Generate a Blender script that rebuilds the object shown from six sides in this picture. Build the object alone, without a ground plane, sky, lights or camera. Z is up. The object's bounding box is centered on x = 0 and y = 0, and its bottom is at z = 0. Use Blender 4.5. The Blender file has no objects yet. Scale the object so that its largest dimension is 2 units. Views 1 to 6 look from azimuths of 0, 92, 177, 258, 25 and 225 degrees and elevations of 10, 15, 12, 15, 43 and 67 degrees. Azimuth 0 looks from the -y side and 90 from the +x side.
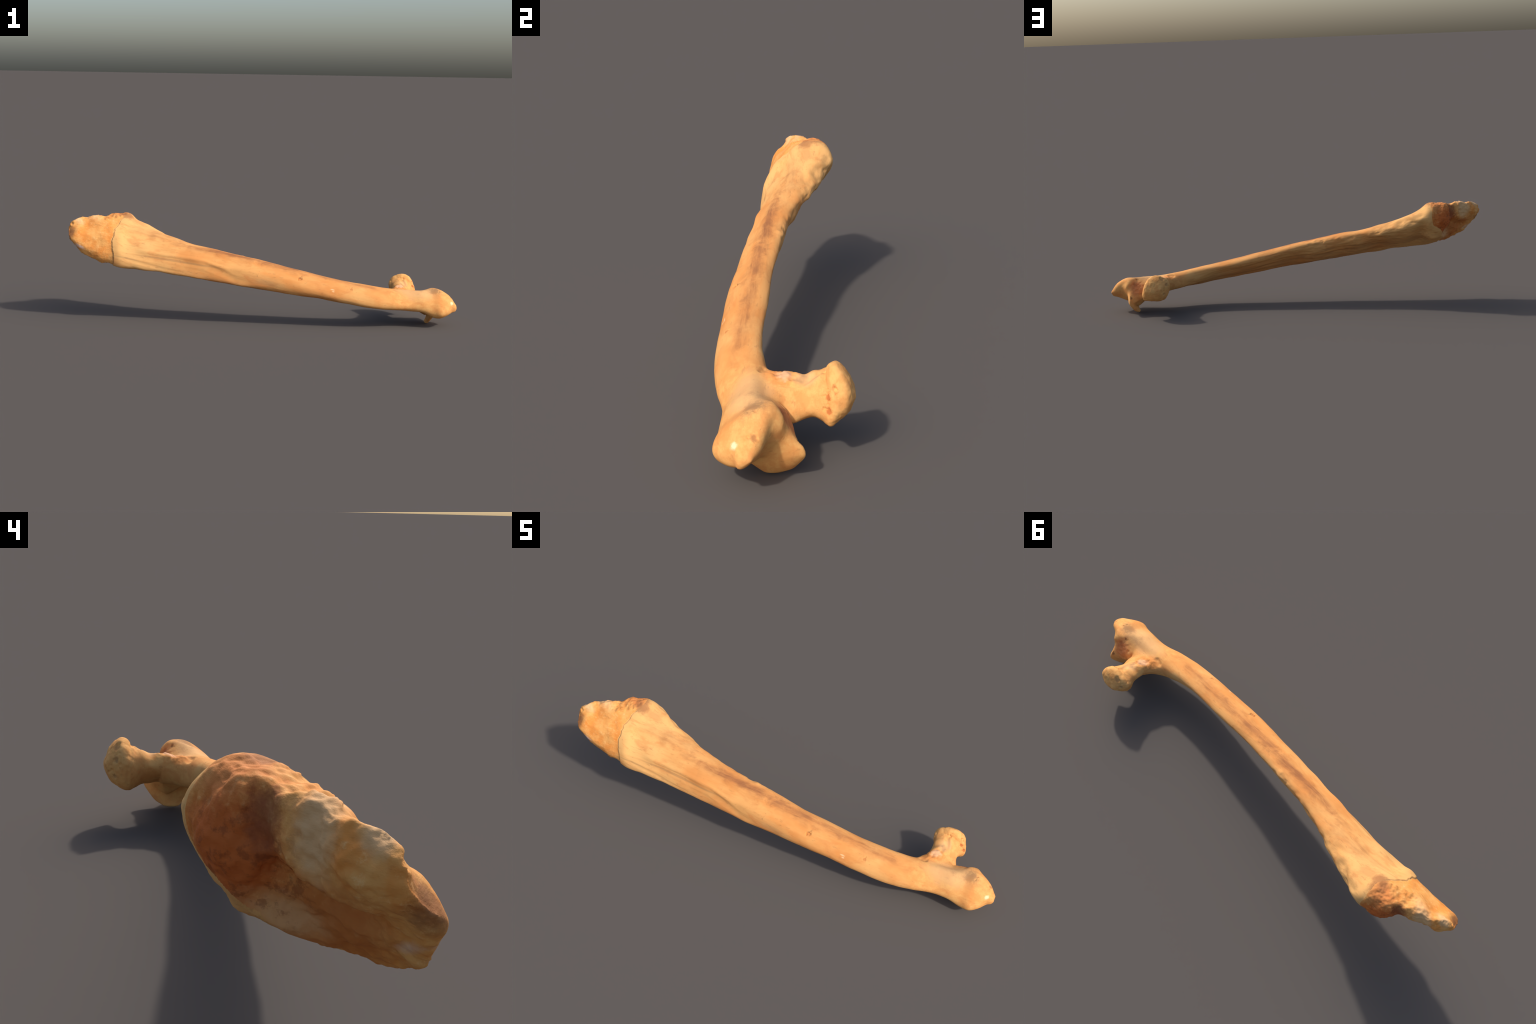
# A long weathered bone, lying with its forked end on the ground: a leaning shaft with a flared collar and a rough
# broken core at the far end, and a neck with a rounded head beside a faceted tubercle at the near end.
import math
import bpy
import bmesh
import numpy as np
from mathutils import Vector, noise

VOXEL = 0.0025
SHAFT_LEAN = 0.19      # radians by which the shaft falls towards +x

# Cross-sections: place along the part, centre, then the outline as an ellipse (half width, shear, half height)
# and small second and third order deviations from it (egg shape, flattening).
NO2 = NO3 = (0.0, 0.0, 0.0, 0.0)
SHAFT_SECTIONS = [
    (-1.000, (-0.025, 0.460), (0.002, 0.022, 0.019), (0.001, 0.000, 0.001, -0.001), (-0.002, 0.000, 0.003, 0.002)),
    (-0.985, (-0.022, 0.460), (0.025, 0.031, 0.042), (0.006, 0.001, 0.000, -0.002), (-0.002, 0.004, 0.002, -0.002)),
    (-0.960, (-0.018, 0.459), (0.035, 0.040, 0.064), (0.007, 0.001, 0.002, -0.002), (0.003, 0.007, 0.000, -0.003)),
    (-0.925, (-0.015, 0.445), (0.040, 0.053, 0.083), (0.000, 0.003, 0.004, -0.002), (0.006, 0.003, 0.000, -0.003)),
    (-0.880, (-0.009, 0.431), (0.052, 0.057, 0.101), (-0.001, 0.002, 0.002, -0.005), (0.007, -0.001, 0.002, 0.000)),
    (-0.835, (-0.002, 0.422), (0.068, 0.057, 0.108), (0.000, 0.004, 0.000, -0.004), (0.001, -0.002, -0.004, 0.003)),
    (-0.790, (0.016, 0.412), (0.089, 0.070, 0.120), (0.003, 0.006, -0.008, -0.003), (0.003, 0.000, -0.004, 0.006)),
    (-0.740, (0.019, 0.404), (0.103, 0.080, 0.126), (0.004, 0.004, -0.010, -0.007), (0.003, -0.002, -0.003, 0.000)),
    (-0.700, (0.024, 0.404), (0.093, 0.097, 0.125), (0.006, 0.005, -0.005, -0.012), (0.002, 0.002, 0.004, -0.002)),
    (-0.660, (0.019, 0.394), (0.081, 0.101, 0.110), (0.001, 0.007, 0.005, -0.011), (-0.001, 0.002, 0.005, 0.000)),
    (-0.600, (0.008, 0.374), (0.081, 0.090, 0.101), (0.002, 0.005, -0.001, -0.007), (0.002, 0.000, -0.002, -0.001)),
    (-0.530, (-0.009, 0.356), (0.076, 0.077, 0.087), (0.004, 0.004, 0.000, -0.006), (0.001, 0.000, 0.001, 0.000)),
    (-0.450, (-0.028, 0.338), (0.067, 0.067, 0.082), (0.002, 0.004, 0.002, -0.005), (0.001, 0.001, 0.000, 0.000)),
    (-0.350, (-0.046, 0.318), (0.069, 0.046, 0.076), (0.001, 0.000, 0.001, -0.005), (-0.002, -0.004, -0.003, 0.004)),
    (-0.250, (-0.067, 0.302), (0.057, 0.045, 0.075), (0.002, 0.003, 0.001, -0.004), (-0.001, -0.001, 0.000, 0.002)),
    (-0.120, (-0.077, 0.279), (0.063, 0.036, 0.072), (0.000, -0.002, 0.000, -0.005), (-0.003, -0.004, -0.002, 0.004)),
    (0.000, (-0.094, 0.260), (0.050, 0.043, 0.067), (-0.001, 0.003, 0.004, -0.002), (0.000, 0.001, 0.000, 0.001)),
    (0.140, (-0.107, 0.233), (0.054, 0.035, 0.060), (-0.001, 0.003, 0.003, -0.001), (0.001, 0.001, 0.001, -0.001)),
    (0.280, (-0.112, 0.207), (0.056, 0.032, 0.055), (0.000, 0.001, 0.003, 0.000), (0.000, 0.001, 0.002, 0.000)),
    (0.420, (-0.119, 0.179), (0.053, 0.032, 0.051), (-0.002, 0.002, 0.002, -0.001), (-0.002, 0.001, 0.002, 0.000)),
    (0.550, (-0.114, 0.156), (0.059, 0.027, 0.051), (0.001, -0.001, -0.001, -0.001), (-0.001, -0.001, -0.001, 0.001)),
    (0.660, (-0.097, 0.139), (0.060, 0.026, 0.047), (0.001, 0.000, -0.003, -0.002), (0.001, 0.000, -0.001, 0.000)),
    (0.750, (-0.091, 0.133), (0.040, 0.030, 0.049), (-0.002, 0.000, 0.000, 0.001), (0.000, 0.001, 0.001, -0.001)),
    (0.820, (-0.089, 0.128), (0.043, 0.028, 0.051), (0.000, -0.002, -0.002, 0.000), (0.001, -0.001, 0.000, 0.000)),
    (0.870, (-0.072, 0.119), (0.061, 0.038, 0.066), (0.002, -0.003, 0.000, 0.003), (0.001, 0.000, -0.002, 0.001)),
    (0.910, (-0.069, 0.114), (0.072, 0.035, 0.069), (0.002, -0.004, 0.000, 0.001), (0.001, 0.002, 0.001, 0.000)),
    (0.945, (-0.073, 0.112), (0.050, 0.028, 0.056), (-0.001, -0.002, -0.001, 0.000), (0.000, 0.001, 0.001, -0.001)),
    (0.975, (-0.072, 0.108), (0.030, 0.015, 0.039), (0.001, 0.002, 0.000, 0.000), (0.001, -0.001, 0.000, -0.001)),
    (0.992, (-0.074, 0.098), (0.018, 0.009, 0.021), (0.000, 0.001, 0.001, -0.001), (0.000, -0.001, 0.000, -0.001)),
    (1.000, (-0.073, 0.096), (0.012, 0.006, 0.009), (0.000, 0.001, 0.000, -0.002), NO3),
]
NECK_SECTIONS = [
    (-0.080, (0.756, 0.135), (0.067, 0.003, 0.030), (-0.002, -0.002, -0.002, 0.000), (-0.001, -0.002, -0.001, -0.001)),
    (-0.050, (0.743, 0.136), (0.078, -0.013, 0.035), (-0.009, 0.000, 0.005, -0.001), (0.007, -0.001, 0.003, 0.006)),
    (-0.020, (0.736, 0.139), (0.071, -0.032, 0.040), (-0.007, 0.002, 0.008, -0.002), (0.006, 0.000, 0.004, 0.007)),
    (0.010, (0.745, 0.138), (0.048, -0.038, 0.044), (-0.001, 0.001, 0.002, 0.001), (0.000, 0.002, 0.001, -0.002)),
    (0.035, (0.746, 0.139), (0.047, -0.036, 0.043), (-0.001, 0.001, 0.000, 0.003), (0.000, 0.000, 0.000, -0.001)),
    (0.060, (0.743, 0.142), (0.047, -0.025, 0.044), (-0.001, 0.001, 0.000, 0.001), (0.000, -0.001, -0.002, 0.000)),
    (0.080, (0.742, 0.147), (0.050, -0.019, 0.049), (0.001, 0.001, -0.001, 0.000), (0.000, -0.001, -0.001, 0.000)),
    (0.100, (0.742, 0.146), (0.058, -0.015, 0.057), (0.002, -0.001, -0.001, 0.002), (0.001, -0.002, -0.002, 0.003)),
    (0.120, (0.744, 0.149), (0.069, -0.014, 0.071), (0.002, -0.003, -0.006, 0.005), (0.001, -0.003, -0.004, 0.005)),
    (0.140, (0.748, 0.156), (0.067, -0.013, 0.068), (0.002, 0.001, -0.003, 0.001), (-0.001, -0.001, -0.002, 0.003)),
    (0.160, (0.754, 0.158), (0.055, -0.007, 0.049), (0.002, 0.002, 0.001, 0.000), (0.000, 0.000, -0.001, 0.000)),
    (0.172, (0.752, 0.157), (0.040, -0.004, 0.028), (-0.001, 0.000, 0.003, 0.000), (0.000, 0.000, -0.001, 0.000)),
    (0.180, (0.748, 0.158), (0.027, -0.002, 0.009), (-0.002, -0.002, 0.004, 0.000), (-0.001, 0.000, -0.001, 0.001)),
]
NECK_FILLET_SECTIONS = [
    (-0.080, (0.660, 0.142), (0.140, 0.000, 0.028), NO2, NO3),
    (-0.055, (0.680, 0.140), (0.105, 0.000, 0.033), NO2, NO3),
    (-0.033, (0.702, 0.140), (0.074, -0.003, 0.036), NO2, NO3),
    (-0.005, (0.725, 0.140), (0.056, -0.010, 0.039), NO2, NO3),
    (0.030, (0.738, 0.140), (0.048, -0.020, 0.040), NO2, NO3),
]
LOBE_SECTIONS = [
    (0.000, (0.857, -0.015), (0.006, 0.000, 0.018), NO2, NO3),
    (0.004, (0.859, -0.014), (0.011, 0.000, 0.026), NO2, NO3),
    (0.015, (0.867, -0.010), (0.012, 0.002, 0.042), NO2, NO3),
    (0.030, (0.874, -0.012), (0.015, 0.004, 0.056), NO2, NO3),
    (0.050, (0.881, -0.018), (0.016, 0.008, 0.076), NO2, NO3),
    (0.065, (0.885, -0.018), (0.016, 0.010, 0.080), NO2, NO3),
    (0.085, (0.884, -0.024), (0.019, 0.010, 0.078), NO2, NO3),
    (0.110, (0.884, -0.035), (0.020, 0.010, 0.070), NO2, NO3),
    (0.140, (0.884, -0.045), (0.020, 0.010, 0.055), NO2, NO3),
]

# corner points of the bony web that closes the corner between neck, tubercle and lower lobe
WEB_CORNERS = [(0.790, -0.050, 0.165), (0.790, -0.040, 0.080), (0.822, -0.034, 0.176), (0.820, 0.010, 0.133),
               (0.822, 0.020, 0.095), (0.835, 0.012, 0.062), (0.858, -0.020, 0.174), (0.884, 0.044, 0.088),
               (0.890, 0.020, 0.105), (0.882, -0.012, 0.178), (0.882, 0.044, 0.060), (0.852, 0.000, 0.035),
               (0.890, -0.050, 0.060), (0.890, -0.060, 0.150), (0.803, 0.022, 0.100), (0.803, 0.014, 0.140)]

# where the flared collar stops and the rough core begins: angle round the end (degrees) -> x
SEAM_CENTRE = (0.03, 0.43)
SEAM = [(-172, -0.775), (-153, -0.769), (-139, -0.766), (-124, -0.772), (-100, -0.778), (-78, -0.779), (-41, -0.773),
        (-22, -0.766), (-13, -0.752), (0, -0.717), (12, -0.708), (23, -0.706), (44, -0.703), (60, -0.703),
        (76, -0.714), (94, -0.735), (106, -0.747), (130, -0.760), (152, -0.766)]


# ------------------------------------------------------------------ body
def catmull(rows, sub):
    R = np.array([np.concatenate([[r[0]], *[np.array(q, float) for q in r[1:]]]) for r in rows])
    n, out = len(R), []
    for i in range(n - 1):
        p0, p1, p2, p3 = R[max(i - 1, 0)], R[i], R[i + 1], R[min(i + 2, n - 1)]
        for k in range(sub):
            f = k / sub
            out.append(0.5 * (2 * p1 + (p2 - p0) * f + (2 * p0 - 5 * p1 + 4 * p2 - p3) * f * f
                              + (3 * p1 - p0 - 3 * p2 + p3) * f ** 3))
    out.append(R[-1])
    return np.array(out)


def loft(bm, rows, axis, u, v, sub=6, seg=64):
    ph = np.arange(seg) * 2 * np.pi / seg
    c, s = [np.cos(k * ph) for k in (0, 1, 2, 3)], [np.sin(k * ph) for k in (0, 1, 2, 3)]
    rings = []
    for q in catmull(rows, sub):
        P = np.zeros((seg, 3))
        P[:, axis] = q[0]
        P[:, u] = q[1] + q[3] * c[1] + q[4] * s[1] + q[6] * c[2] + q[7] * s[2] + q[10] * c[3] + q[11] * s[3]
        P[:, v] = q[2] + q[5] * s[1] + q[8] * c[2] + q[9] * s[2] + q[12] * c[3] + q[13] * s[3]
        rings.append([bm.verts.new(p) for p in P])
    for a, b in zip(rings[:-1], rings[1:]):
        for i in range(seg):
            j = (i + 1) % seg
            bm.faces.new((a[i], a[j], b[j], b[i]))
    bm.faces.new(list(reversed(rings[0])))
    bm.faces.new(rings[-1])


def whole_body():
    bm = bmesh.new()
    for rows, ax, u, v in ((SHAFT_SECTIONS, 0, 1, 2), (NECK_SECTIONS, 1, 0, 2),
                           (LOBE_SECTIONS, 2, 0, 1), (NECK_FILLET_SECTIONS, 1, 0, 2)):
        loft(bm, rows, ax, u, v)
    bmesh.ops.convex_hull(bm, input=[bm.verts.new(p) for p in WEB_CORNERS])
    bmesh.ops.recalc_face_normals(bm, faces=bm.faces)
    me = bpy.data.meshes.new('body')
    bm.to_mesh(me)
    bm.free()
    ob = bpy.data.objects.new('body', me)
    bpy.context.scene.collection.objects.link(ob)
    m = ob.modifiers.new('fuse', 'REMESH')
    m.mode, m.voxel_size = 'VOXEL', VOXEL
    m = ob.modifiers.new('soften', 'SMOOTH')
    m.iterations, m.factor = 10, 0.5
    out = bpy.data.meshes.new_from_object(ob.evaluated_get(bpy.context.evaluated_depsgraph_get()))
    bpy.data.objects.remove(ob)
    bpy.data.meshes.remove(me)
    return out


# ------------------------------------------------------------------ sculpting tools (all work on arrays of points)
def to_line(P, pts):
    """distance from every point to a polyline, and how far along it (0..1) the nearest place is"""
    pts = np.array(pts, float)
    if len(pts) == 1:
        return np.linalg.norm(P - pts[0], axis=1), np.zeros(len(P))
    best, along = np.full(len(P), 1e9), np.zeros(len(P))
    seg = np.linalg.norm(np.diff(pts, axis=0), axis=1)
    start = np.concatenate([[0], np.cumsum(seg)])
    for i, (a, b) in enumerate(zip(pts[:-1], pts[1:])):
        t = np.clip((P - a) @ (b - a) / seg[i] ** 2, 0, 1)
        d = np.linalg.norm(P - a - t[:, None] * (b - a), axis=1)
        m = d < best
        best[m] = d[m]
        along[m] = (start[i] + t[m] * seg[i]) / start[-1]
    return best, along


def bell(d, r):
    t = np.clip(d / r, 0, 1)
    return (1 - t * t) ** 2


def noise_at(P, freq, seed, octaves=3, stretch=(1, 1, 1)):
    Q = P * freq * np.array(stretch) + np.array([seed * 17.3, seed * 7.7, seed * 3.1])
    return np.array([noise.fractal(Vector(q), 0.9, 2.1, octaves) for q in Q])


def push(P, N, pts, r, depth, direction=None, fade=False):
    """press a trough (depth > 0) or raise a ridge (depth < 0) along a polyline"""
    d, t = to_line(P, pts)
    w = bell(d, r)
    if fade:
        w = w * np.clip(4 * t * (1 - t) * 1.6, 0, 1)
    D = -N if direction is None else np.array(direction, float) / np.linalg.norm(direction)
    return P + D * (depth * w)[:, None]


def normals_of(me):
    n = np.zeros(len(me.vertices) * 3)
    me.vertex_normals.foreach_get('vector', n)
    return n.reshape(-1, 3)


def seam_offset(P):
    """x distance to the collar's edge: positive on the shaft side, negative on the core"""
    a = np.degrees(np.arctan2(P[:, 2] - SEAM_CENTRE[1], P[:, 1] - SEAM_CENTRE[0]))
    s = np.array(SEAM)
    x = np.interp(a, np.r_[s[-1, 0] - 360, s[:, 0], s[0, 0] + 360], np.r_[s[-1, 1], s[:, 1], s[0, 1]])
    wob = 0.0025 * np.sin(np.radians(a) * 7) + 0.0012 * np.sin(np.radians(a) * 17 + 1)
    return P[:, 0] - x - wob


def rotate_to_axis(P):
    """coordinates along and across the leaning shaft"""
    c, s = math.cos(SHAFT_LEAN), math.sin(SHAFT_LEAN)
    return np.stack([P[:, 0] * c - P[:, 2] * s, P[:, 1], P[:, 0] * s + P[:, 2] * c], 1)


def relax(me, P, w, rounds):
    """Laplacian smoothing with a weight per vertex: fills the creases where parts meet"""
    E = np.zeros(len(me.edges) * 2, int)
    me.edges.foreach_get('vertices', E)
    a, b = E[0::2], E[1::2]
    m = (w[a] > 0) | (w[b] > 0)
    a, b = a[m], b[m]
    count = np.bincount(a, minlength=len(P)) + np.bincount(b, minlength=len(P))
    count = np.maximum(count, 1)
    for _ in range(rounds):
        S = np.stack([np.bincount(a, P[b, k], len(P)) + np.bincount(b, P[a, k], len(P)) for k in range(3)], 1) / count[:, None]
        P = P + (w * 0.8)[:, None] * (S - P)
    return P


# ------------------------------------------------------------------ relief
def sculpt(me):
    P = np.zeros(len(me.vertices) * 3)
    me.vertices.foreach_get('co', P)
    P = P.reshape(-1, 3)
    N = normals_of(me)
    # webbed root of the neck and the floor of the saddle
    P = relax(me, P, bell(to_line(P, [(0.62, -0.035, 0.170), (0.70, -0.035, 0.178), (0.77, -0.030, 0.178), (0.815, -0.035, 0.180)])[0], 0.060), 120)
    P = relax(me, P, bell(to_line(P, [(0.822, 0.022, 0.100), (0.826, 0.010, 0.140), (0.840, -0.015, 0.165)])[0], 0.030), 60)
    P = relax(me, P, bell(to_line(P, [(0.955, -0.070, 0.058), (0.935, -0.035, 0.072), (0.912, -0.008, 0.090), (0.890, 0.015, 0.105)])[0], 0.048), 150)
    me.vertices.foreach_set('co', P.ravel())
    me.update()
    N = normals_of(me)
    # slightly flattened facet on the tubercle
    top, n = np.array([0.885, -0.010, 0.186]), np.array([0.645, 0.094, 0.758])
    d = (P - top) @ n
    m = (P[:, 0] > 0.86) & (d > 0)
    P[m] -= np.outer(d[m] * 0.12, n)
    P = push(P, N, [(0.925, -0.004, 0.100), (0.955, -0.035, 0.075)], 0.040, 0.003, (-0.7, -0.6, 0.1))
    P = push(P, N, [(0.928, -0.004, 0.148), (0.945, -0.022, 0.112), (0.925, -0.030, 0.082)], 0.036, 0.006)
    P = push(P, N, [(0.878, -0.012, 0.183), (0.930, -0.026, 0.169), (0.964, -0.039, 0.145), (0.982, -0.048, 0.124), (0.995, -0.060, 0.100)],
             0.020, 0.0020, (0.75, 0.3, 0.6))
    # broken end: notch between the knob and the core plate, overhanging back edge of the plate with a deep channel
    # beneath it, cut-back underside, hollow upper front
    P = push(P, N, [(-0.822, 0.098, 0.520), (-0.826, 0.098, 0.475)], 0.028, 0.010, (0.9, -0.4, 0.0))
    P = push(P, N, [(-0.850, 0.074, 0.480), (-0.862, 0.068, 0.458), (-0.890, 0.046, 0.445), (-0.930, 0.008, 0.432)],
             0.030, 0.006, (-0.6, 0.8, 0.0))
    P = push(P, N, [(-0.840, 0.078, 0.425), (-0.880, 0.045, 0.410), (-0.920, 0.000, 0.400)], 0.040, 0.034, (0.92, -0.2, 0.15))
    P = push(P, N, [(-0.805, 0.085, 0.385), (-0.840, 0.035, 0.368)], 0.045, 0.020, (0.9, 0.0, 0.35))
    P = push(P, N, [(-0.765, 0.150, 0.450)], 0.055, 0.012, (-0.9, 0.3, 0.0))
    P = push(P, N, [(-0.920, -0.075, 0.445), (-0.850, -0.080, 0.420)], 0.055, 0.008, (0.0, 1.0, 0.0))
    P = push(P, N, [(-0.945, -0.040, 0.430), (-0.965, -0.050, 0.450)], 0.040, 0.010, (0.8, 0.0, 0.6))
    P = push(P, N, [(-0.900, -0.030, 0.490), (-0.835, -0.035, 0.475)], 0.060, 0.012, (0.0, 0.75, -0.65))
    P = push(P, N, [(-0.800, -0.090, 0.345), (-0.930, -0.065, 0.400)], 0.040, 0.006, (0.0, -0.5, -0.85))
    # collar: fuller lower lip at the back, flatter upper front
    P = push(P, N, [(-0.715, 0.085, 0.360), (-0.675, 0.068, 0.345)], 0.050, 0.013, (0.0, 0.64, -0.77))
    P = push(P, N, [(-0.740, -0.020, 0.485), (-0.600, -0.035, 0.450)], 0.060, 0.009, (0.0, 0.64, -0.77))
    # hidden back of the shaft: lower corner slimmer, middle fuller; upper front a little flatter
    cx = np.array([r[0] for r in SHAFT_SECTIONS])
    cen = np.stack([np.interp(P[:, 0], cx, [r[1][k] for r in SHAFT_SECTIONS]) for k in (0, 1)], 1)
    e = (P[:, 1] - cen[:, 0]) * 0.64 - (P[:, 2] - cen[:, 1]) * 0.77
    bins = np.clip(((P[:, 0] + 1) * 50).astype(int), 0, 99)
    emax = np.zeros(100)
    np.maximum.at(emax, bins, e)
    lim = 0.72 * np.interp(P[:, 0], (np.arange(100) + 0.5) / 50 - 1, emax)
    w = np.clip((P[:, 0] + 0.70) / 0.15, 0, 1) * np.clip((0.35 - P[:, 0]) / 0.3, 0, 1)
    cut = np.maximum(e - lim, 0) * 0.55 * w
    P[:, 1] -= cut * 0.64
    P[:, 2] += cut * 0.77
    P = push(P, N, [(0.840, 0.014, 0.132)], 0.036, 0.002, (0.1, 0.8, 0.6))
    P = push(P, N, [(0.828, 0.020, 0.112)], 0.034, 0.001, (0.2, 0.95, 0.1))
    P = push(P, N, [(-0.240, -0.098, 0.345), (0.000, -0.120, 0.303), (0.220, -0.132, 0.260)], 0.045, 0.006, None, True)
    P = push(P, N, [(-0.500, 0.055, 0.330), (-0.300, 0.010, 0.280), (-0.050, -0.035, 0.240), (0.200, -0.060, 0.205)], 0.060, 0.005, (0.0, -0.8, 0.6), True)
    P = push(P, N, [(-0.450, -0.066, 0.375), (-0.250, -0.092, 0.345), (-0.060, -0.112, 0.310)], 0.050, 0.009, None, True)
    me.vertices.foreach_set('co', P.ravel())
    me.update()
    N = normals_of(me)
    # step at the collar's edge
    s = seam_offset(P)
    end = P[:, 0] < -0.55
    front = np.clip((0.06 - P[:, 1]) / 0.08, 0, 1) * end
    P = P + N * (np.where(s > 0, 0.0025 * np.exp(-np.abs(s) / 0.02), -0.0025 * np.exp(-np.abs(s) / 0.03)) * front)[:, None]
    P = P - N * (0.0018 * bell(np.abs(s), 0.0042) * front * np.clip(0.8 + 1.5 * noise_at(P, 30, 21, 2), 0.1, 1.3))[:, None]
    near = end & (np.abs(s) < VOXEL * 0.55)
    P[near, 0] -= s[near]
    # chipped pale flake along the top of the core plate
    flake = [(-0.838, 0.062, 0.527), (-0.890, 0.040, 0.528), (-0.940, 0.012, 0.520), (-0.982, -0.014, 0.505)]
    d, t = to_line(P, flake)
    P = P + N * (bell(d, 0.030) * (0.003 + 0.006 * noise_at(P, 17, 3, 2) + 0.004 * noise_at(P, 42, 4, 2)) * (d < 0.03))[:, None]
    P = push(P, N, [(-0.978, -0.004, 0.500), (-0.995, -0.030, 0.495)], 0.012, 0.008)
    # lumps of the broken end
    core = s < 0
    k = np.where(core)[0]
    P[k] += N[k] * (0.0060 * noise_at(P[k], 18, 5, 3) + 0.0030 * noise_at(P[k], 62, 6, 2))[:, None] * np.clip(-s[k] / 0.02, 0, 1)[:, None] * \
        np.where((N[k, 1] < -0.45), 0.2, 1.0)[:, None]
    # ridges and grooves along the front of the shaft
    P = push(P, N, [(-0.700, -0.088, 0.352), (-0.587, -0.095, 0.336), (-0.448, -0.101, 0.326), (-0.300, -0.117, 0.306),
                    (-0.208, -0.131, 0.272), (-0.139, -0.144, 0.240), (-0.050, -0.150, 0.225)], 0.024, 0.0035, (0, 1, 0.25), True)
    P = push(P, N, [(-0.740, -0.098, 0.338), (-0.641, -0.103, 0.315), (-0.507, -0.114, 0.283), (-0.380, -0.118, 0.262)],
             0.012, 0.002, (0, 1, 0.3), True)
    P = push(P, N, [(-0.640, -0.098, 0.325), (-0.448, -0.110, 0.300), (-0.250, -0.130, 0.265)], 0.045, 0.0045, (0, 1, 0.3), True)
    P = push(P, N, [(-0.660, -0.075, 0.375), (-0.448, -0.092, 0.350), (-0.300, -0.110, 0.330), (-0.150, -0.135, 0.275)],
             0.016, -0.003, None, True)
    # knobbly crest on the back, below the collar
    crest = [(-0.420, 0.060, 0.380), (-0.467, 0.077, 0.395), (-0.529, 0.087, 0.433), (-0.582, 0.112, 0.459), (-0.640, 0.140, 0.462)]
    d, t = to_line(P, crest)
    w = bell(d, 0.055)
    k = np.where(w > 0)[0]
    P[k] += N[k] * (w[k] * (0.010 * noise_at(rotate_to_axis(P[k]), 20, 8, 2, (0.6, 1, 1))))[:, None]
    d, t = to_line(P, [(-0.30, 0.030, 0.345), (-0.20, 0.010, 0.340), (-0.08, -0.014, 0.328)])
    w = bell(d, 0.040)
    k = np.where(w > 0)[0]
    P[k] += N[k] * (w[k] * (0.006 * noise_at(rotate_to_axis(P[k]), 34, 9, 2, (0.5, 1, 1))))[:, None]
    P = push(P, N, [(-0.118, -0.022, 0.337), (-0.150, -0.010, 0.335)], 0.012, 0.003)
    # lengthwise fibres, strong on the back and underside
    R = rotate_to_axis(P)
    back = np.clip(N[:, 1] * 0.6 - N[:, 2] * 0.8 + 0.35, 0.15, 1)
    shaft = (s > 0) & (P[:, 0] < 0.62)
    k = np.where(shaft)[0]
    P[k] += N[k] * (0.0030 * back[k] * noise_at(R[k], 45, 11, 3, (0.12, 1, 1)) * np.clip((0.62 - P[k, 0]) / 0.2, 0, 1)
                    * np.clip((s[k] + 0.01) / 0.04, 0, 1))[:, None]
    # slow waviness everywhere
    P += N * (0.0012 + 0.0022 * noise_at(P, 9, 12, 2))[:, None]
    # neck: rough patch at the root, dents, the head's rim and its pits
    k = np.where(bell(to_line(P, [(0.700, -0.010, 0.180), (0.730, 0.020, 0.183)])[0], 0.05) > 0)[0]
    w = bell(to_line(P[k], [(0.700, -0.010, 0.180), (0.730, 0.020, 0.183)])[0], 0.05)
    P[k] += N[k] * (w * (0.004 + 0.007 * noise_at(P[k], 36, 13, 3)))[:, None]
    P = push(P, N, [(0.684, -0.046, 0.183), (0.665, -0.042, 0.178)], 0.016, 0.006)
    P = push(P, N, [(0.660, 0.030, 0.170), (0.680, 0.060, 0.180)], 0.020, 0.004)
    P = push(P, N, [(0.740, 0.092, 0.198), (0.750, 0.060, 0.184), (0.735, 0.030, 0.188)], 0.016, 0.0045)
    P = push(P, N, [(0.758, 0.098, 0.198), (0.768, 0.060, 0.176), (0.776, 0.018, 0.166)], 0.014, -0.0035)
    P = push(P, N, [(0.822, 0.004, 0.145), (0.825, 0.014, 0.118)], 0.010, 0.005)
    P = push(P, N, [(0.820, 0.036, 0.116), (0.823, 0.032, 0.098)], 0.009, -0.006)
    rim = [(0.815, 0.112, 0.150), (0.795, 0.104, 0.185), (0.760, 0.104, 0.208), (0.720, 0.108, 0.212), (0.690, 0.116, 0.190),
           (0.672, 0.122, 0.155), (0.685, 0.122, 0.110)]
    P = push(P, N, rim, 0.010, 0.003)
    for c, r, dep in PITS:
        k = np.where(np.linalg.norm(P - np.array(c), axis=1) < 2 * r)[0]
        d = np.linalg.norm(P[k] - np.array(c), axis=1) * (1 + 1.6 * noise_at(P[k], 0.6 / r, 22, 2))
        P[k] -= N[k] * (dep * bell(np.maximum(d, 0), r))[:, None]
    k = np.where((P[:, 1] > 0.09) & (P[:, 0] > 0.6))[0]
    P[k] += N[k] * (0.0022 * noise_at(P[k], 38, 15, 3) * np.clip((P[k, 1] - 0.09) / 0.02, 0, 1))[:, None]
    # porous floor of the saddle
    k = np.where(bell(np.linalg.norm(P - np.array([0.856, 0.005, 0.135]), axis=1), 0.06) > 0)[0]
    w = bell(np.linalg.norm(P[k] - np.array([0.856, 0.005, 0.135]), axis=1), 0.06)
    P[k] += N[k] * (w * 0.003 * noise_at(P[k], 60, 14, 3))[:, None]
    # keep the exact extents
    lo, hi = P.min(0), P.max(0)
    P = (P - lo) / (hi - lo) * np.array([2.0, 0.360, 0.543]) + np.array([-1.0, -0.180, 0.0])
    me.vertices.foreach_set('co', P.ravel())
    me.update()
    return P


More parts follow.
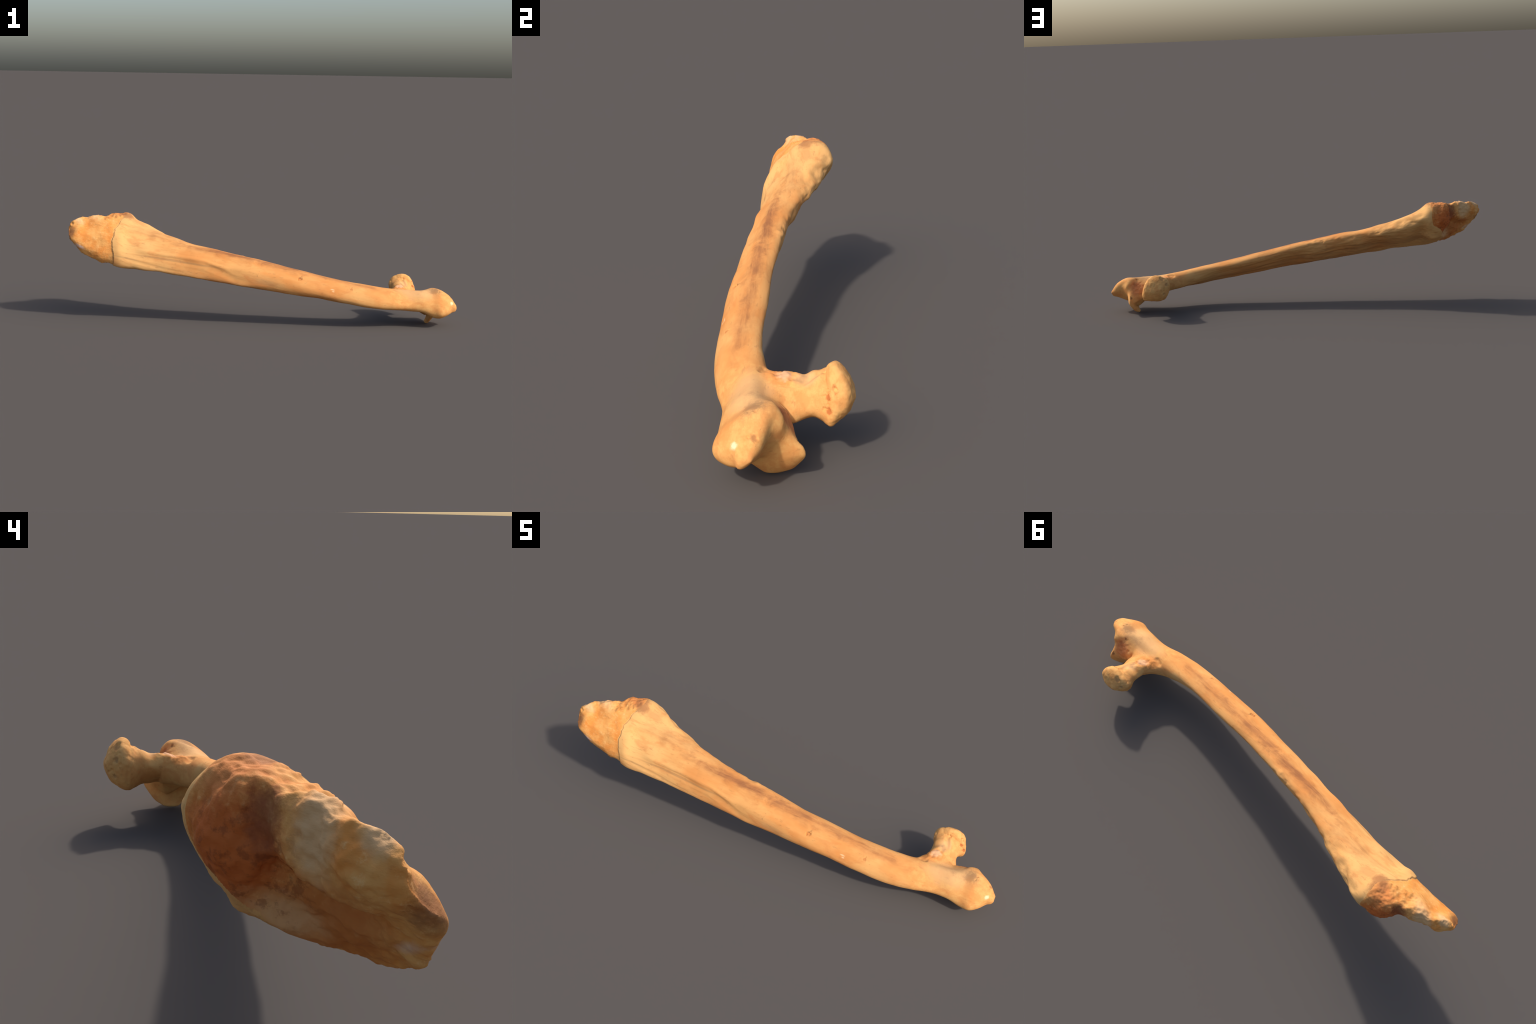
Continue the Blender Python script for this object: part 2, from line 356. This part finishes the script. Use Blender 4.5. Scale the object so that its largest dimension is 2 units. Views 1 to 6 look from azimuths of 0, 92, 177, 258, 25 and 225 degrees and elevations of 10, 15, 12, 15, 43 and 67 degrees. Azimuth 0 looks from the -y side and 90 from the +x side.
PITS = [  # place, radius, depth
    ((0.186, -0.144, 0.252), 0.008, 0.006), ((0.192, -0.140, 0.256), 0.006, 0.003), ((0.447, -0.151, 0.201), 0.006, 0.002),
    ((0.784, 0.007, 0.167), 0.007, 0.008), ((0.886, 0.046, 0.090), 0.007, 0.005), ((0.858, -0.017, 0.176), 0.006, 0.002),
    ((0.911, -0.070, 0.178), 0.010, 0.004), ((0.974, -0.054, 0.144), 0.009, 0.003),
    ((0.711, 0.147, 0.213), 0.013, 0.005), ((0.707, 0.156, 0.134), 0.011, 0.004), ((0.745, 0.110, 0.222), 0.010, 0.004),
    ((0.796, 0.126, 0.189), 0.008, 0.004), ((0.805, 0.132, 0.176), 0.007, 0.004), ((0.799, 0.113, 0.166), 0.008, 0.003),
    ((0.815, 0.116, 0.135), 0.009, 0.004), ((0.700, 0.170, 0.125), 0.011, 0.003), ((0.690, 0.151, 0.182), 0.011, 0.003)]


# ------------------------------------------------------------------ splitting into anatomical parts
def region_of(C):
    """part index for face centres: shaft 0, core 1, tubercle 2, neck 3, head 4"""
    out = np.zeros(len(C), int)
    out[(seam_offset(C) < 0) & (C[:, 0] < -0.55)] = 1
    out[C[:, 0] > 0.842 + 0.25 * np.clip(-C[:, 1] - 0.02, 0, 0.2) * 0.3] = 2
    neck = (C[:, 0] > 0.55) & (C[:, 0] < 0.842) & (C[:, 1] > np.interp(C[:, 0], [0.55, 0.64, 0.70, 0.80, 0.85], [0.0, -0.020, -0.030, -0.030, 0.0]))
    out[neck] = 3
    out[(C[:, 0] > 0.55) & (C[:, 1] > np.interp(C[:, 0], [0.66, 0.72, 0.82], [0.118, 0.108, 0.106]))] = 4
    return out


def split(me, P, names, mats, parent):
    nf = len(me.polygons)
    start, total = np.zeros(nf, int), np.zeros(nf, int)
    me.polygons.foreach_get('loop_start', start)
    me.polygons.foreach_get('loop_total', total)
    loops = np.zeros(len(me.loops), int)
    me.loops.foreach_get('vertex_index', loops)
    cen = np.zeros(nf * 3)
    me.polygons.foreach_get('center', cen)
    reg = region_of(cen.reshape(-1, 3))
    N = normals_of(me)
    for i, name in enumerate(names):
        f = np.where(reg == i)[0]
        faces = [loops[start[j]:start[j] + total[j]] for j in f]
        used, inv = np.unique(np.concatenate(faces), return_inverse=True)
        lookup = dict(zip(used.tolist(), range(len(used))))
        part = bpy.data.meshes.new(name)
        part.from_pydata(P[used].tolist(), [], [[lookup[int(v)] for v in q] for q in faces])
        part.polygons.foreach_set('use_smooth', np.ones(len(faces), bool))
        part.normals_split_custom_set_from_vertices([tuple(n) for n in N[used]])
        part.materials.append(mats[i])
        ob = bpy.data.objects.new(name, part)
        bpy.context.scene.collection.objects.link(ob)
        ob.parent = parent


# ------------------------------------------------------------------ materials
class Nodes:
    def __init__(self, name):
        self.mat = bpy.data.materials.new(name)
        self.mat.use_nodes = True
        self.t = self.mat.node_tree
        self.bsdf = self.t.nodes['Principled BSDF']
        self.obj = self.t.nodes.new('ShaderNodeTexCoord').outputs['Object']

    def link(self, a, b):
        self.t.links.new(a, b)

    def put(self, socket, value):
        if hasattr(value, 'links'):
            self.link(value, socket)
        else:
            socket.default_value = value

    def mapped(self, loc=(0, 0, 0), rot=(0, 0, 0), scale=(1, 1, 1), kind='POINT', vec=None):
        n = self.t.nodes.new('ShaderNodeMapping')
        n.vector_type = kind
        n.inputs['Location'].default_value = loc
        n.inputs['Rotation'].default_value = rot
        n.inputs['Scale'].default_value = scale
        self.link(vec or self.obj, n.inputs['Vector'])
        return n.outputs[0]

    def noise(self, scale, detail=4, rough=0.6, vec=None, distort=0.0):
        n = self.t.nodes.new('ShaderNodeTexNoise')
        n.inputs['Scale'].default_value = scale
        n.inputs['Detail'].default_value = detail
        n.inputs['Roughness'].default_value = rough
        n.inputs['Distortion'].default_value = distort
        self.link(vec or self.obj, n.inputs['Vector'])
        return n.outputs['Fac']

    def math(self, op, a, b=0.0, clamp=False):
        n = self.t.nodes.new('ShaderNodeMath')
        n.operation, n.use_clamp = op, clamp
        self.put(n.inputs[0], a)
        self.put(n.inputs[1], b)
        return n.outputs[0]

    def ramp(self, x, lo, hi, out_lo=0.0, out_hi=1.0):
        n = self.t.nodes.new('ShaderNodeMapRange')
        n.interpolation_type = 'SMOOTHSTEP'
        self.put(n.inputs['Value'], x)
        for k, v in zip(('From Min', 'From Max', 'To Min', 'To Max'), (lo, hi, out_lo, out_hi)):
            n.inputs[k].default_value = v
        return n.outputs['Result']

    def mix(self, fac, a, b, kind='MIX'):
        n = self.t.nodes.new('ShaderNodeMix')
        n.data_type, n.blend_type = 'RGBA', kind
        self.put(n.inputs['Factor'], fac)
        for s, v in ((n.inputs['A'], a), (n.inputs['B'], b)):
            self.put(s, v if hasattr(v, 'links') else (*v, 1.0))
        return n.outputs['Result']

    def blob(self, centre, radii, rot=(0, 0, 0), ragged=0.5, grain=None, soft=0.5):
        """mask of a stain: an ellipsoid whose border a noise frays"""
        v = self.mapped(centre, rot, radii, 'TEXTURE')
        n = self.t.nodes.new('ShaderNodeVectorMath')
        n.operation = 'LENGTH'
        self.link(v, n.inputs[0])
        x = n.outputs['Value']
        if grain is not None:
            x = self.math('ADD', x, self.math('MULTIPLY', self.math('SUBTRACT', grain, 0.5), ragged * 2))
        return self.ramp(x, 1.0 - soft, 1.0 + soft, 1.0, 0.0)

    def bump(self, height, strength, distance, normal=None):
        n = self.t.nodes.new('ShaderNodeBump')
        n.inputs['Strength'].default_value = strength
        n.inputs['Distance'].default_value = distance
        self.link(height, n.inputs['Height'])
        if normal:
            self.link(normal, n.inputs['Normal'])
        return n.outputs['Normal']


CREAM, TAN, ORANGE = (0.77, 0.425, 0.155), (0.72, 0.335, 0.108), (0.67, 0.255, 0.070)
BROWN, DIRT, RUST, PALE, WHITE, DARK = (0.33, 0.135, 0.055), (0.30, 0.165, 0.08), (0.43, 0.11, 0.03), (0.70, 0.41, 0.19), (0.88, 0.70, 0.42), (0.12, 0.05, 0.03)


def bone_material():
    k = Nodes('bone')
    along = k.mapped(rot=(0, -SHAFT_LEAN, 0))
    fibre = k.noise(1.0, 5, 0.65, k.mapped(scale=(6, 55, 55), vec=along))
    blotch = k.noise(7.0, 4, 0.6, k.mapped(scale=(0.6, 1, 1), vec=along))
    patch = k.math('ADD', k.math('MULTIPLY', k.noise(1.0, 4, 0.6, k.mapped(scale=(15, 26, 26), vec=along), 0.6), 0.65), k.math('MULTIPLY', fibre, 0.35))
    fleck = k.noise(1.0, 3, 0.6, k.mapped(scale=(26, 70, 70), vec=along), 0.3)
    fine = k.noise(28.0, 5, 0.7)
    col = k.mix(k.ramp(blotch, 0.36, 0.62), TAN, CREAM)
    # the middle of the shaft is more orange, the collar and the ends paler
    mid = k.blob((0.05, -0.08, 0.25), (0.55, 0.4, 0.4), (0, SHAFT_LEAN, 0), 0.35, blotch, 0.5)
    col = k.mix(k.math('MULTIPLY', mid, 0.75), col, k.mix(k.ramp(blotch, 0.35, 0.6), ORANGE, TAN))
    collar = k.blob((-0.66, 0.02, 0.42), (0.15, 0.3, 0.3), (0, SHAFT_LEAN, 0), 0.4, blotch, 0.5)
    col = k.mix(k.math('MULTIPLY', collar, 0.6), col, CREAM)
    joint = k.blob((0.85, 0.0, 0.12), (0.22, 0.3, 0.3), (0, 0, 0), 0.3, blotch, 0.4)
    col = k.mix(k.math('MULTIPLY', joint, 0.8), col, k.mix(k.ramp(fine, 0.38, 0.62), (0.69, 0.300, 0.090), (0.76, 0.395, 0.130)))
    col = k.mix(k.ramp(fibre, 0.52, 0.72, 0.0, 0.35), col, ORANGE)
    col = k.mix(k.ramp(fleck, 0.60, 0.72, 0.0, 0.30), col, BROWN)
    mottle = k.noise(1.0, 5, 0.65, k.mapped(scale=(9, 18, 18), vec=along), 0.8)
    col = k.mix(k.ramp(mottle, 0.50, 0.68, 0.0, 0.42), col, (0.60, 0.215, 0.065))
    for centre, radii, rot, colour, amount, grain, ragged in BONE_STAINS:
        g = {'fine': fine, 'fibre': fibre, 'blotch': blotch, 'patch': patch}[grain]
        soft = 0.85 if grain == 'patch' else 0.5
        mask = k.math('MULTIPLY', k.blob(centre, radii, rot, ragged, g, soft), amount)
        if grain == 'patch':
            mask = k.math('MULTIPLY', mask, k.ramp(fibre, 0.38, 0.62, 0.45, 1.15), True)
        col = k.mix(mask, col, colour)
    k.link(col, k.bsdf.inputs['Base Color'])
    k.bsdf.inputs['Roughness'].default_value = 0.80
    k.bsdf.inputs['Specular IOR Level'].default_value = 0.06
    n = k.bump(fibre, 0.35, 0.003)
    k.link(k.bump(fine, 0.25, 0.002, n), k.bsdf.inputs['Normal'])
    return k.mat


LEAN = (0, 0.20, -0.075)   # the direction of the shaft as a rotation
BONE_STAINS = [  # centre, radii, rotation, colour, amount, grain, raggedness
    # brown streak along the upper front of the shaft, in uneven patches
    ((0.02, -0.078, 0.315), (0.62, 0.034, 0.028), LEAN, ORANGE, 0.60, 'patch', 1.6),
    ((-0.20, -0.058, 0.362), (0.21, 0.020, 0.022), LEAN, BROWN, 0.85, 'patch', 2.0),
    ((0.13, -0.088, 0.290), (0.15, 0.024, 0.020), LEAN, BROWN, 0.80, 'patch', 2.2),
    ((0.44, -0.108, 0.226), (0.15, 0.020, 0.016), LEAN, BROWN, 0.65, 'patch', 2.2),
    ((-0.14, -0.062, 0.352), (0.09, 0.012, 0.022), LEAN, (0.26, 0.10, 0.045), 0.7, 'patch', 1.4),
    ((-0.52, 0.005, 0.445), (0.14, 0.030, 0.030), LEAN, BROWN, 0.45, 'patch', 2.0),
    ((-0.36, -0.085, 0.350), (0.10, 0.04, 0.03), LEAN, ORANGE, 0.6, 'blotch', 0.6),
    ((0.02, -0.130, 0.230), (0.09, 0.04, 0.022), LEAN, DIRT, 0.40, 'fibre', 0.8),
    ((-0.12, -0.100, 0.215), (0.35, 0.05, 0.012), LEAN, DIRT, 0.35, 'fibre', 0.8),
    # thin dark lines along the grooves under the collar
    ((-0.45, -0.105, 0.325), (0.22, 0.03, 0.005), (0, 0.13, -0.05), DIRT, 0.4, 'fibre', 0.6),
    ((-0.69, -0.10, 0.335), (0.07, 0.03, 0.004), (0, 0.2, 0), DIRT, 0.3, 'fibre', 0.6),
    # collar edge
    ((-0.705, 0.075, 0.540), (0.035, 0.06, 0.03), (0, 0, 0.5), BROWN, 0.75, 'fine', 0.9),
    ((-0.655, 0.060, 0.510), (0.05, 0.03, 0.04), (0, 0, 0), BROWN, 0.35, 'fine', 0.9),
    # pits and marks
    ((0.186, -0.144, 0.252), (0.006, 0.012, 0.006), (0, 0, 0), DARK, 0.55, 'fine', 0.6),
    ((0.194, -0.138, 0.258), (0.010, 0.012, 0.003), (0, -0.6, 0), DARK, 0.4, 'fine', 0.4),
    ((0.447, -0.151, 0.201), (0.007, 0.012, 0.005), (0, 0, 0), RUST, 0.5, 'fine', 0.9),
    ((0.350, -0.166, 0.201), (0.010, 0.012, 0.003), (0, 0.2, 0), WHITE, 0.5, 'fine', 0.8),
    ((0.354, -0.170, 0.192), (0.006, 0.012, 0.003), (0, 0.2, 0), WHITE, 0.45, 'fine', 0.8),
    ((-0.03, -0.150, 0.262), (0.003, 0.012, 0.003), (0, 0, 0), DARK, 0.4, 'fine', 0.3),
    # neck root: grey film, pale pink rough patch, brown hollow
    ((0.80, -0.075, 0.175), (0.10, 0.05, 0.05), (0, 0, 0), PALE, 0.6, 'fine', 0.7),
    ((0.705, -0.005, 0.185), (0.045, 0.032, 0.03), (0, 0, 0.5), ORANGE, 0.8, 'fine', 0.8),
    ((0.715, 0.008, 0.190), (0.020, 0.016, 0.02), (0, 0, 0.5), (0.74, 0.46, 0.28), 0.6, 'fine', 1.6),
    ((0.745, 0.060, 0.195), (0.03, 0.030, 0.02), (0, 0, 0), PALE, 0.7, 'fine', 0.9),
    ((0.740, 0.055, 0.195), (0.012, 0.015, 0.02), (0, 0, 0), DIRT, 0.5, 'fine', 0.9),
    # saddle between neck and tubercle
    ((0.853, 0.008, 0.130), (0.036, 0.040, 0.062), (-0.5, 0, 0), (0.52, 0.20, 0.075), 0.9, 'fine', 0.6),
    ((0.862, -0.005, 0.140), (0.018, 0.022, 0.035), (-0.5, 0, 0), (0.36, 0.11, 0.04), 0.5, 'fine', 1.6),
    ((0.886, 0.046, 0.090), (0.007, 0.010, 0.007), (0, 0, 0), DARK, 0.6, 'fine', 0.5),
    ((0.784, 0.007, 0.167), (0.007, 0.007, 0.008), (0, 0, 0), DARK, 0.8, 'fine', 0.3),
    ((0.858, -0.017, 0.176), (0.004, 0.005, 0.006), (0, 0, 0), DARK, 0.5, 'fine', 0.6),
    # tubercle: grey smudge above the facet, white spot on it, orange rim
    ((0.895, -0.065, 0.180), (0.032, 0.024, 0.02), (0, 0, -0.6), DIRT, 0.55, 'fine', 1.8),
    ((0.860, -0.050, 0.180), (0.050, 0.030, 0.02), (0, 0, 0), DIRT, 0.30, 'fine', 1.8),
    ((0.895, -0.110, 0.140), (0.030, 0.05, 0.05), (0, 0, 0), ORANGE, 0.5, 'fine', 0.9),
    ((0.971, -0.099, 0.125), (0.010, 0.012, 0.012), (0, 0.8, 0), WHITE, 0.9, 'fine', 1.6),
    ((0.985, -0.105, 0.105), (0.005, 0.006, 0.010), (0, 0, 0), WHITE, 0.7, 'fine', 0.6),
    ((0.974, -0.054, 0.144), (0.006, 0.006, 0.012), (0, 0, 0), BROWN, 0.6, 'fine', 1.8),
    # head: red pores beside the rim, dark pits on its back
    ((0.796, 0.126, 0.189), (0.007, 0.006, 0.007), (0, 0, 0), RUST, 0.75, 'fine', 2.2),
    ((0.805, 0.132, 0.176), (0.007, 0.006, 0.007), (0, 0, 0), RUST, 0.75, 'fine', 2.2),
    ((0.799, 0.113, 0.166), (0.007, 0.006, 0.007), (0, 0, 0), RUST, 0.75, 'fine', 2.2),
    ((0.815, 0.116, 0.135), (0.007, 0.006, 0.007), (0, 0, 0), RUST, 0.75, 'fine', 2.2),
    ((0.711, 0.147, 0.213), (0.010, 0.008, 0.009), (0, 0, 0), DIRT, 0.55, 'fine', 2.2),
    ((0.707, 0.156, 0.134), (0.010, 0.008, 0.009), (0, 0, 0), DIRT, 0.55, 'fine', 2.2),
    ((0.700, 0.172, 0.125), (0.010, 0.008, 0.009), (0, 0, 0), DIRT, 0.55, 'fine', 2.2),
    ((0.690, 0.151, 0.182), (0.010, 0.008, 0.009), (0, 0, 0), DIRT, 0.55, 'fine', 2.2),
    # back and underside: brown lines between the fibres
    ((-0.30, 0.02, 0.26), (0.55, 0.05, 0.05), LEAN, BROWN, 0.40, 'fibre', 1.6),
    ((0.20, -0.06, 0.185), (0.45, 0.05, 0.03), LEAN, BROWN, 0.35, 'fibre', 1.6),
]


def core_material():
    k = Nodes('broken_core')
    lump = k.noise(16.0, 4, 0.6)
    fine = k.noise(55.0, 5, 0.7)
    grain = k.noise(1.0, 4, 0.6, k.mapped(rot=(0, 0.7, 0), scale=(25, 40, 90)))
    col = k.mix(k.ramp(lump, 0.35, 0.65), (0.72, 0.265, 0.058), (0.77, 0.37, 0.11))
    col = k.mix(k.ramp(fine, 0.55, 0.70, 0.0, 0.55), col, (0.84, 0.50, 0.21))
    col = k.mix(k.ramp(grain, 0.55, 0.72, 0.0, 0.3), col, (0.38, 0.14, 0.05))
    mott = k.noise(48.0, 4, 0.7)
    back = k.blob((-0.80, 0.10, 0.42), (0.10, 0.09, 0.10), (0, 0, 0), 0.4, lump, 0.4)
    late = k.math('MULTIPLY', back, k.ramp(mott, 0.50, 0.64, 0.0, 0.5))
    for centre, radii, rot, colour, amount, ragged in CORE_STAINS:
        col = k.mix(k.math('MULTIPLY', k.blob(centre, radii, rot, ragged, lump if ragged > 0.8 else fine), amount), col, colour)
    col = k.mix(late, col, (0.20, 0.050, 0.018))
    k.link(col, k.bsdf.inputs['Base Color'])
    k.bsdf.inputs['Roughness'].default_value = 0.75
    k.bsdf.inputs['Specular IOR Level'].default_value = 0.12
    n = k.bump(grain, 0.5, 0.004)
    k.link(k.bump(fine, 0.5, 0.003, n), k.bsdf.inputs['Normal'])
    return k.mat


CORE_STAINS = [
    # rust-brown bowl and underside
    ((-0.79, 0.125, 0.445), (0.085, 0.070, 0.085), (0, 0, 0), (0.54, 0.120, 0.026), 0.92, 0.6),
    ((-0.85, 0.03, 0.38), (0.12, 0.08, 0.045), (0, 0.5, -0.5), (0.54, 0.165, 0.040), 0.85, 0.6),
    ((-0.74, 0.11, 0.535), (0.05, 0.06, 0.03), (0, 0, 0), (0.62, 0.21, 0.06), 0.8, 0.9),
    ((-0.715, 0.06, 0.535), (0.02, 0.05, 0.03), (0, 0, 0.5), BROWN, 0.7, 0.9),
    ((-0.825, 0.093, 0.500), (0.022, 0.022, 0.05), (0, 0, 0), (0.20, 0.06, 0.03), 0.65, 0.8),  # dark patch in the notch beside the plate
    # pale chipped flake along the top and down the back of the plate
    ((-0.890, 0.048, 0.500), (0.060, 0.028, 0.050), (0, 0.15, -0.55), PALE, 0.95, 0.5),
    ((-0.955, 0.002, 0.515), (0.040, 0.018, 0.020), (0, 0.25, -0.5), PALE, 0.95, 0.5),
    ((-0.80, 0.09, 0.365), (0.03, 0.09, 0.03), (0, 0, 0), PALE, 0.6, 0.6),
    # dark grime near the tip, whitish scar below it
    ((-0.985, -0.045, 0.455), (0.02, 0.03, 0.035), (0, 0, 0), (0.20, 0.08, 0.04), 0.7, 0.7),
    ((-0.930, -0.062, 0.385), (0.030, 0.022, 0.008), (0, 0.5, 0.4), (0.72, 0.52, 0.42), 0.8, 0.5),
]


# ------------------------------------------------------------------ assembly
def build():
    root = bpy.data.objects.new('bone', None)
    bpy.context.scene.collection.objects.link(root)
    root['label'] = 'long curved weathered bone with forked neck and rough broken end'
    root['category'] = 'animal bone'
    body = whole_body()
    P = sculpt(body)
    bone, core = bone_material(), core_material()
    split(body, P, ['shaft', 'broken_end', 'tubercle', 'neck', 'head'], [bone, core, bone, bone, bone], root)
    bpy.data.meshes.remove(body)


build()
